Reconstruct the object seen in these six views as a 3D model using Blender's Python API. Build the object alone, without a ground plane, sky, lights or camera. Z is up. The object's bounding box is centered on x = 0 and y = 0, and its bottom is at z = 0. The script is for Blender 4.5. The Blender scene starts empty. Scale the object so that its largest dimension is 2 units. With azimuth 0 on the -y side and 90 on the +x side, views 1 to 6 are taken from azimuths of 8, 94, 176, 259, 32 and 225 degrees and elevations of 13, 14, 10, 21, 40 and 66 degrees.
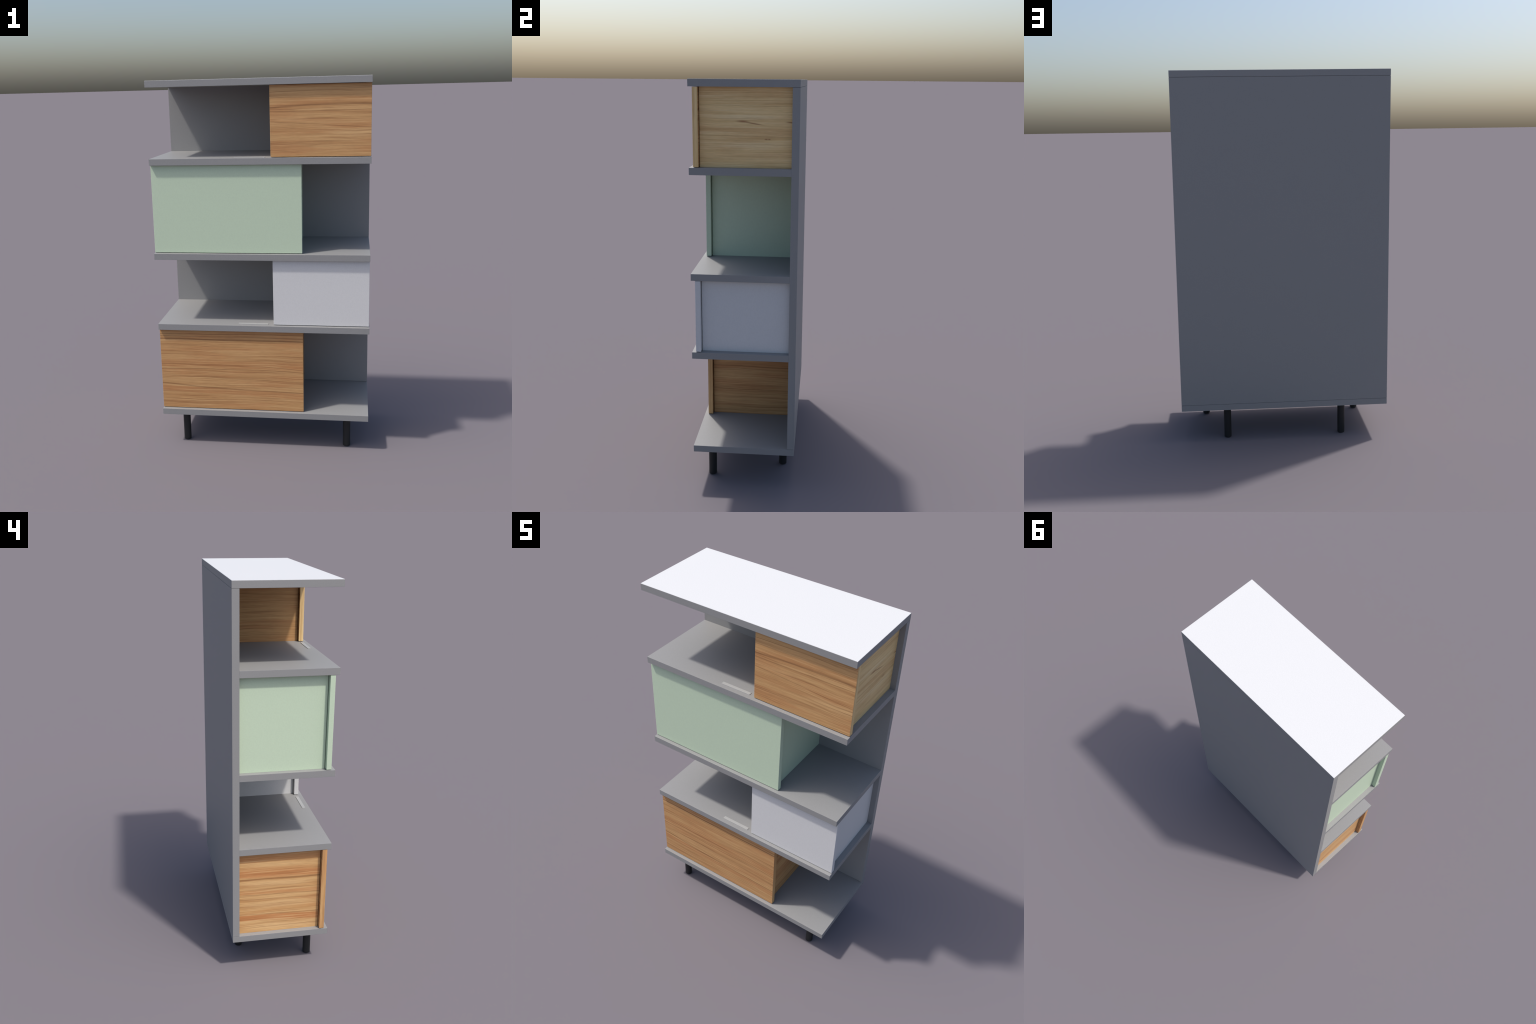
import bpy, bmesh, math
from mathutils import Vector

# ------------------------------------------------------------------ sizes (m)
W, D, H = 0.5686, 0.2510, 2.000          # half width, half depth, full height
T = 0.0333                             # board thickness
LEG_H = 0.1817                         # floor to underside of the base board
Z1, Z2, Z3, Z4 = 0.2150, 0.7127, 1.1057, 1.6065   # top faces of base and shelves
YB = 0.2168                            # front face of the back panel
DF, DB = -0.2315, -0.2068              # front and back face of the doors
GAP_B, GAP_T = 0.0030, 0.0015          # play under and over a door
INSET = 0.0262                         # side panel stands in from the door edge
PANEL_T = 0.012

# ------------------------------------------------------------- node helpers
class G:
    def __init__(self, mat):
        mat.use_nodes = True
        self.nt = mat.node_tree
        self.nt.nodes.clear()
        self.out = self.n('ShaderNodeOutputMaterial')
        self.bsdf = self.n('ShaderNodeBsdfPrincipled')
        self.link(self.bsdf.outputs[0], self.out.inputs[0])
    def n(self, t, **kw):
        nd = self.nt.nodes.new(t)
        for k, v in kw.items():
            setattr(nd, k, v)
        return nd
    def link(self, a, b):
        self.nt.links.new(a, b)
    def put(self, sock, v):
        if hasattr(v, 'is_linked') or hasattr(v, 'links'):
            self.link(v, sock)
        else:
            sock.default_value = v
    def math(self, op, a, b=0.0, c=0.0, clamp=False):
        nd = self.n('ShaderNodeMath', operation=op, use_clamp=clamp)
        for s, v in zip(nd.inputs, (a, b, c)):
            self.put(s, v)
        return nd.outputs[0]
    def comb(self, x, y, z):
        nd = self.n('ShaderNodeCombineXYZ')
        for s, v in zip(nd.inputs, (x, y, z)):
            self.put(s, v)
        return nd.outputs[0]
    def noise(self, vec, detail=2.0, rough=0.5, scale=1.0):
        nd = self.n('ShaderNodeTexNoise')
        self.link(vec, nd.inputs['Vector'])
        nd.inputs['Scale'].default_value = scale
        nd.inputs['Detail'].default_value = detail
        nd.inputs['Roughness'].default_value = rough
        return nd.outputs['Fac']
    def remap(self, v, a, b, c=0.0, d=1.0, smooth=True):
        nd = self.n('ShaderNodeMapRange')
        nd.interpolation_type = 'SMOOTHSTEP' if smooth else 'LINEAR'
        self.put(nd.inputs['Value'], v)
        for k, x in zip(('From Min', 'From Max', 'To Min', 'To Max'), (a, b, c, d)):
            nd.inputs[k].default_value = x
        return nd.outputs[0]
    def mix(self, f, a, b, mode='MIX'):
        nd = self.n('ShaderNodeMix', data_type='RGBA', blend_type=mode)
        self.put(nd.inputs[0], f)
        for s, v in ((nd.inputs[6], a), (nd.inputs[7], b)):
            self.put(s, (*v, 1.0) if isinstance(v, tuple) else v)
        return nd.outputs[2]

def lacquer(name, col, rough=0.5, spec=0.35, grain=0.03):
    """Flat sprayed / laminated finish with a faint eggshell grain."""
    m = bpy.data.materials.new(name)
    g = G(m)
    co = g.n('ShaderNodeTexCoord').outputs['Object']
    f = g.noise(co, 3.0, 0.6, 220.0)
    k = g.remap(f, 0.3, 0.7, 1.0 - grain, 1.0 + grain)
    c = g.mix(1.0, col, g.comb(k, k, k), 'MULTIPLY')
    g.link(c, g.bsdf.inputs['Base Color'])
    g.bsdf.inputs['Roughness'].default_value = rough
    g.bsdf.inputs['Specular IOR Level'].default_value = spec
    b = g.n('ShaderNodeBump')
    b.inputs['Strength'].default_value = 0.04
    b.inputs['Distance'].default_value = 0.001
    g.link(f, b.inputs['Height'])
    g.link(b.outputs[0], g.bsdf.inputs['Normal'])
    return m

OAK = dict(pale=(0.545, 0.322, 0.140), mid=(0.450, 0.236, 0.095), deep=(0.235, 0.103, 0.040),
           red=(0.450, 0.190, 0.072), hi=(0.640, 0.405, 0.190))
HONEY = dict(pale=(0.630, 0.395, 0.180), mid=(0.535, 0.292, 0.115), deep=(0.290, 0.128, 0.048),
             red=(0.490, 0.205, 0.075), hi=(0.700, 0.460, 0.225))
BLOND = dict(pale=(0.790, 0.575, 0.285), mid=(0.700, 0.475, 0.210), deep=(0.470, 0.270, 0.105),
             red=(0.590, 0.345, 0.150), hi=(0.800, 0.625, 0.355))

def wood(name, along, seed, pal=OAK, warm=0.5, knots=(), streaks=(), bands=(), patches=(), wave=1.0):
    """Sawn veneer. `along` = axis of the grain ('x', 'y' or 'z'); u runs along it, v across it.
    knots (u, v, length, height, slope); streaks (v, slope, bow, half_width, depth);
    bands (v, slope, half_width, strength): reddish heartwood; patches (u, v, length, height, strength): pale wood."""
    m = bpy.data.materials.new(name)
    g = G(m)
    sep = g.n('ShaderNodeSeparateXYZ')
    g.link(g.n('ShaderNodeTexCoord').outputs['Object'], sep.inputs[0])
    X, Y, Z = sep.outputs
    if along == 'x':
        u, v = X, Z
    elif along == 'y':
        u, v = Y, Z
    else:
        u, v = Z, g.math('ADD', Y, g.math('MULTIPLY', X, 0.37))
    s = seed * 7.31
    # slow wander of the growth lines
    wob = g.noise(g.comb(g.math('MULTIPLY_ADD', u, 2.6, s), g.math('MULTIPLY_ADD', v, 6.5, s * 1.7), 0.0), 1.5, 0.5)
    wob = g.math('MULTIPLY', g.math('SUBTRACT', wob, 0.5), 0.028 * wave)
    v2 = g.math('ADD', v, wob)
    def layer(su, sv, off, detail=2.0, rough=0.55):
        return g.noise(g.comb(g.math('MULTIPLY_ADD', u, su, s + off), g.math('MULTIPLY_ADD', v2, sv, s * 2.3 + off), 0.0), detail, rough)
    def mul(a, b):
        return g.math('MULTIPLY', a, b)
    broad = layer(0.9, 17.0, 3.1, 2.0)
    medium = layer(1.5, 60.0, 11.7, 2.5)
    lines = layer(2.2, 150.0, 23.9, 2.0)
    hair = layer(5.0, 400.0, 33.1, 1.5)
    fibre = layer(22.0, 620.0, 41.3, 2.0, 0.6)
    tint = layer(2.6, 22.0, 57.7, 1.5)
    t = g.math('ADD', mul(broad, 0.55), mul(medium, 0.45))
    t = g.remap(t, 0.36 - 0.12 * (warm - 0.5), 0.64 - 0.12 * (warm - 0.5), smooth=False)
    col = g.mix(t, pal['pale'], pal['mid'])
    col = g.mix(mul(g.remap(tint, 0.48, 0.66), 0.38), col, pal['red'])
    broken = g.remap(lines, 0.30, 0.52, 0.45, 1.0)
    for (v0, slope, hw, amt) in bands:
        d = g.math('ABSOLUTE', g.math('SUBTRACT', g.math('MULTIPLY_ADD', wob, 0.45, v), g.math('MULTIPLY_ADD', u, slope, v0)))
        col = g.mix(mul(mul(g.remap(d, hw, hw * 0.45), broken), amt), col, pal['red'])
    for (u0, v0, lu, lv, amt) in patches:
        du = g.math('DIVIDE', g.math('SUBTRACT', u, u0), lu)
        dv = g.math('DIVIDE', g.math('SUBTRACT', v2, v0), lv)
        r = g.math('SQRT', g.math('ADD', mul(du, du), mul(dv, dv)))
        col = g.mix(mul(g.remap(r, 1.0, 0.3), amt), col, pal['hi'])
    col = g.mix(mul(g.remap(medium, 0.53, 0.68), 0.32), col, pal['deep'])
    col = g.mix(mul(g.remap(lines, 0.53, 0.68), 0.36), col, pal['deep'])
    col = g.mix(mul(g.remap(lines, 0.46, 0.34), 0.42), col, pal['hi'])
    col = g.mix(mul(g.remap(hair, 0.52, 0.66), 0.22), col, pal['deep'])
    col = g.mix(mul(g.remap(hair, 0.46, 0.34), 0.24), col, pal['hi'])
    for (v0, slope, bow, hw, depth) in streaks:
        c = g.math('ADD', v0, g.math('ADD', mul(u, slope), mul(mul(u, u), bow)))
        d = g.math('ABSOLUTE', g.math('SUBTRACT', g.math('MULTIPLY_ADD', wob, 0.45, v), c))
        f = mul(g.remap(d, hw, hw * 0.15), g.remap(layer(3.0, 240.0, 71.0), 0.25, 0.55, 0.30, 1.0))
        col = g.mix(mul(f, depth), col, tuple(x * 0.82 for x in pal['deep']))
    for (u0, v0, lu, lv, slope) in knots:
        e = g.math('SUBTRACT', u, u0)
        du = g.math('DIVIDE', e, lu)
        dv = g.math('DIVIDE', g.math('SUBTRACT', g.math('SUBTRACT', v, v0), mul(e, slope)), lv)
        r = g.math('SQRT', g.math('ADD', mul(du, du), mul(dv, dv)))
        col = g.mix(mul(g.remap(r, 1.0, 0.1), 0.75), col, (0.270, 0.105, 0.045))
    k = g.remap(fibre, 0.28, 0.72, 0.88, 1.11, smooth=False)
    col = g.mix(1.0, col, g.comb(k, k, k), 'MULTIPLY')
    g.link(col, g.bsdf.inputs['Base Color'])
    g.bsdf.inputs['Roughness'].default_value = 0.55
    g.bsdf.inputs['Specular IOR Level'].default_value = 0.3
    b = g.n('ShaderNodeBump')
    b.inputs['Strength'].default_value = 0.08
    b.inputs['Distance'].default_value = 0.001
    g.link(lines, b.inputs['Height'])
    g.link(b.outputs[0], g.bsdf.inputs['Normal'])
    return m

# --------------------------------------------------------------- geometry
def box_mesh(name, sx, sy, sz, bevel=0.0006, mats=(), end_slot=None, segments=2):
    me = bpy.data.meshes.new(name)
    bm = bmesh.new()
    bmesh.ops.create_cube(bm, size=1.0)
    for v in bm.verts:
        v.co = Vector((v.co.x * sx, v.co.y * sy, v.co.z * sz))
    if bevel:
        bmesh.ops.bevel(bm, geom=bm.edges[:], offset=bevel, segments=segments, profile=0.5, affect='EDGES')
    for f in bm.faces:
        f.smooth = False
        if end_slot and abs(f.normal[end_slot[0]]) > 0.9:
            f.material_index = end_slot[1]
    bm.to_mesh(me)
    bm.free()
    for m in mats:
        me.materials.append(m)
    return me

def leg_mesh(name, r, h, fillet=0.004, n=40):
    """Turned rod: straight wall, rounded foot."""
    prof = [(0.0, 0.0), (r - fillet, 0.0)]
    for i in range(1, 7):
        a = i / 6 * math.pi / 2
        prof.append((r - fillet + fillet * math.sin(a), fillet - fillet * math.cos(a)))
    prof += [(r, h), (0.0, h)]
    me = bpy.data.meshes.new(name)
    bm = bmesh.new()
    rings = []
    for pr, pz in prof:
        if pr == 0.0:
            rings.append([bm.verts.new((0, 0, pz))])
        else:
            rings.append([bm.verts.new((pr * math.cos(2 * math.pi * i / n), pr * math.sin(2 * math.pi * i / n), pz)) for i in range(n)])
    for a, b in zip(rings, rings[1:]):
        for i in range(n):
            j = (i + 1) % n
            if len(a) == 1:
                bm.faces.new((a[0], b[j], b[i]))
            elif len(b) == 1:
                bm.faces.new((a[i], a[j], b[0]))
            else:
                bm.faces.new((a[i], a[j], b[j], b[i]))
    for f in bm.faces:
        f.smooth = True
    bmesh.ops.recalc_face_normals(bm, faces=bm.faces[:])
    bm.to_mesh(me)
    bm.free()
    me.set_sharp_from_angle(angle=math.radians(50))
    return me

root = bpy.data.objects.new('shelf_unit', None)
bpy.context.scene.collection.objects.link(root)
root["label"] = "tall grey staggered bookcase with oak, green and white cupboards"
root["category"] = "bookcase"

def place(name, me, loc):
    o = bpy.data.objects.new(name, me)
    bpy.context.scene.collection.objects.link(o)
    o.location = loc
    o.parent = root
    return o

def slab(name, x0, x1, y0, y1, z0, z1, mats, **kw):
    me = box_mesh(name, x1 - x0, y1 - y0, z1 - z0, mats=mats, **kw)
    return place(name, me, ((x0 + x1) / 2, (y0 + y1) / 2, (z0 + z1) / 2))

# -------------------------------------------------------------- materials
FRAME = (0.254, 0.254, 0.254)
frame = lacquer('grey_laminate', FRAME, 0.5, 0.3)
top_white = lacquer('top_white_tone', (0.615, 0.617, 0.620), 0.5, 0.3)
green = lacquer('sage_lacquer', (0.496, 0.602, 0.452), 0.5, 0.3)
white = lacquer('white_lacquer', (0.605, 0.604, 0.603), 0.5, 0.3)
steel = lacquer('brushed_metal', (0.36, 0.36, 0.355), 0.4, 0.5)
black = lacquer('black_steel', (0.018, 0.019, 0.020), 0.5, 0.35, 0.08)

# -------------------------------------------------------------- carcass
slab('top_panel', -W, W, -D, D, H - T, H - 0.0010, [frame])
slab('white_top_face', -W + 0.0006, W - 0.0006, -D + 0.0006, D - 0.0006, H - 0.0010, H, [top_white], bevel=0.0003)
slab('base_panel', -W, W, -D, D, LEG_H, Z1, [frame])
slab('back_panel', -W, W, YB, D, Z1 + 0.0012, H - T - 0.0012, [frame])
shelf_me = box_mesh('shelf', 2 * W, YB + D, T, mats=[frame])
for z in (Z2, Z3, Z4):
    place('shelf', shelf_me, (0, (YB - D) / 2, z - T / 2))

# -------------------------------------------------------------- cupboards
XL, XA, XB, XR = -0.5675, 0.0630, 0.2190, 0.5668     # door edges
def cupboard(x0, x1, zb, zt, front, edge, left, right):
    me = box_mesh('door', x1 - x0, DB - DF, zt - zb - GAP_B - GAP_T, bevel=0.0011,
                  mats=[front, edge], end_slot=(0, 1))
    place('door', me, ((x0 + x1) / 2, (DF + DB) / 2, (zb + GAP_B + zt - GAP_T) / 2))
    y0, y1 = DB + 0.0028, YB - 0.0003
    for xc, mat in ((x0 + INSET + PANEL_T / 2, left), (x1 - INSET - 0.0012 - PANEL_T / 2, right)):
        me = box_mesh('side_panel', PANEL_T, y1 - y0, zt - zb - 0.0006, bevel=0.0003, mats=[mat])
        place('side_panel', me, (xc, (y0 + y1) / 2, (zb + zt) / 2))

cupboard(XA, XR, Z4, H - T,
         wood('oak_upper_front', 'x', 1.0, OAK, 0.45,
              streaks=[(0.079, 0.02, -0.10, 0.007, 0.65), (0.050, 0.01, 0.0, 0.003, 0.5), (0.150, 0.03, 0.0, 0.003, 0.4),
                       (-0.018, -0.07, 0.0, 0.003, 0.45), (-0.103, 0.02, 0.0, 0.003, 0.35), (-0.128, 0.01, 0.0, 0.002, 0.35)],
              patches=[(0.17, -0.062, 0.20, 0.030, 0.55), (-0.14, 0.012, 0.16, 0.012, 0.35)]),
         wood('oak_upper_edge', 'z', 9.0, BLOND, 0.3, wave=0.3),
         wood('oak_upper_inner_side', 'y', 2.0, OAK, 0.6),
         wood('oak_upper_outer_side', 'y', 3.0, BLOND, 0.4, wave=0.7,
              streaks=[(-0.037, -0.015, 0.0, 0.003, 0.45), (0.098, -0.01, 0.0, 0.002, 0.4), (-0.155, -0.01, 0.0, 0.002, 0.35)],
              bands=[(-0.012, -0.03, 0.018, 0.55), (0.150, 0.0, 0.025, 0.45)],
              patches=[(0.0, 0.048, 0.22, 0.014, 0.6), (0.05, -0.075, 0.2, 0.018, 0.5)],
              knots=[(-0.014, 0.029, 0.040, 0.008, -0.03), (0.035, 0.020, 0.065, 0.005, -0.16), (0.205, 0.026, 0.034, 0.005, -0.08),
                     (0.093, -0.050, 0.011, 0.004, 0.0), (0.107, -0.050, 0.009, 0.004, 0.0)]))
cupboard(XL, XB, Z3, Z4 - T, green, green, green, green)
cupboard(XA, XR, Z2, Z3 - T, white, white, white, white)
cupboard(XL, XB, Z1, Z2 - T,
         wood('oak_lower_front', 'x', 4.0, OAK, 0.85,
              streaks=[(0.175, 0.0, 0.0, 0.005, 0.75), (0.191, 0.0, 0.0, 0.004, 0.55), (0.206, 0.01, 0.0, 0.004, 0.5),
                       (-0.112, -0.05, 0.06, 0.006, 0.5), (0.028, -0.02, -0.06, 0.003, 0.5), (0.004, 0.0, -0.04, 0.003, 0.45),
                       (-0.050, -0.03, 0.0, 0.003, 0.35), (0.085, -0.01, 0.0, 0.002, 0.35)],
              bands=[(0.030, 0.0, 0.030, 0.42), (-0.128, -0.04, 0.022, 0.42)]),
         wood('oak_lower_edge', 'z', 10.0, HONEY, 0.3, wave=0.3),
         wood('oak_lower_outer_side', 'y', 5.0, HONEY, 0.35, wave=0.8,
              bands=[(0.105, 0.02, 0.026, 0.85), (0.000, 0.02, 0.014, 0.6), (-0.150, 0.04, 0.024, 0.95), (0.195, 0.0, 0.025, 0.6)],
              patches=[(0.0, 0.046, 0.25, 0.020, 0.6), (0.0, -0.070, 0.25, 0.025, 0.55), (0.0, -0.205, 0.25, 0.022, 0.6)],
              streaks=[(0.077, 0.0, 0.0, 0.007, 0.75), (0.018, 0.0, 0.0, 0.003, 0.45), (-0.014, 0.02, 0.0, 0.004, 0.5),
                       (-0.128, 0.03, 0.0, 0.003, 0.5), (-0.040, 0.03, 0.0, 0.004, 0.4)]),
         wood('oak_lower_inner_side', 'y', 6.0, OAK, 0.6, bands=[(0.07, 0.0, 0.05, 0.5)],
              streaks=[(0.045, -0.02, 0.0, 0.005, 0.6), (0.110, 0.0, 0.0, 0.004, 0.5), (-0.09, -0.01, 0.0, 0.003, 0.5)]))

# metal pull strips let into the shelf fronts
strip_me = box_mesh('pull_strip', 0.161, 0.0175, 0.0030, bevel=0.0004, mats=[steel])
for z in (Z4, Z2):
    place('pull_strip', strip_me, (-0.0480, -0.2168, z + 0.0014))

# -------------------------------------------------------------- legs
leg_me = leg_mesh('leg', 0.0203, LEG_H)
leg_me.materials.append(black)
for x, y in ((-0.4525, -0.1725), (0.4525, -0.1725), (-0.3205, 0.1847), (0.3205, 0.1847)):
    place('leg', leg_me, (x, y, 0.0))
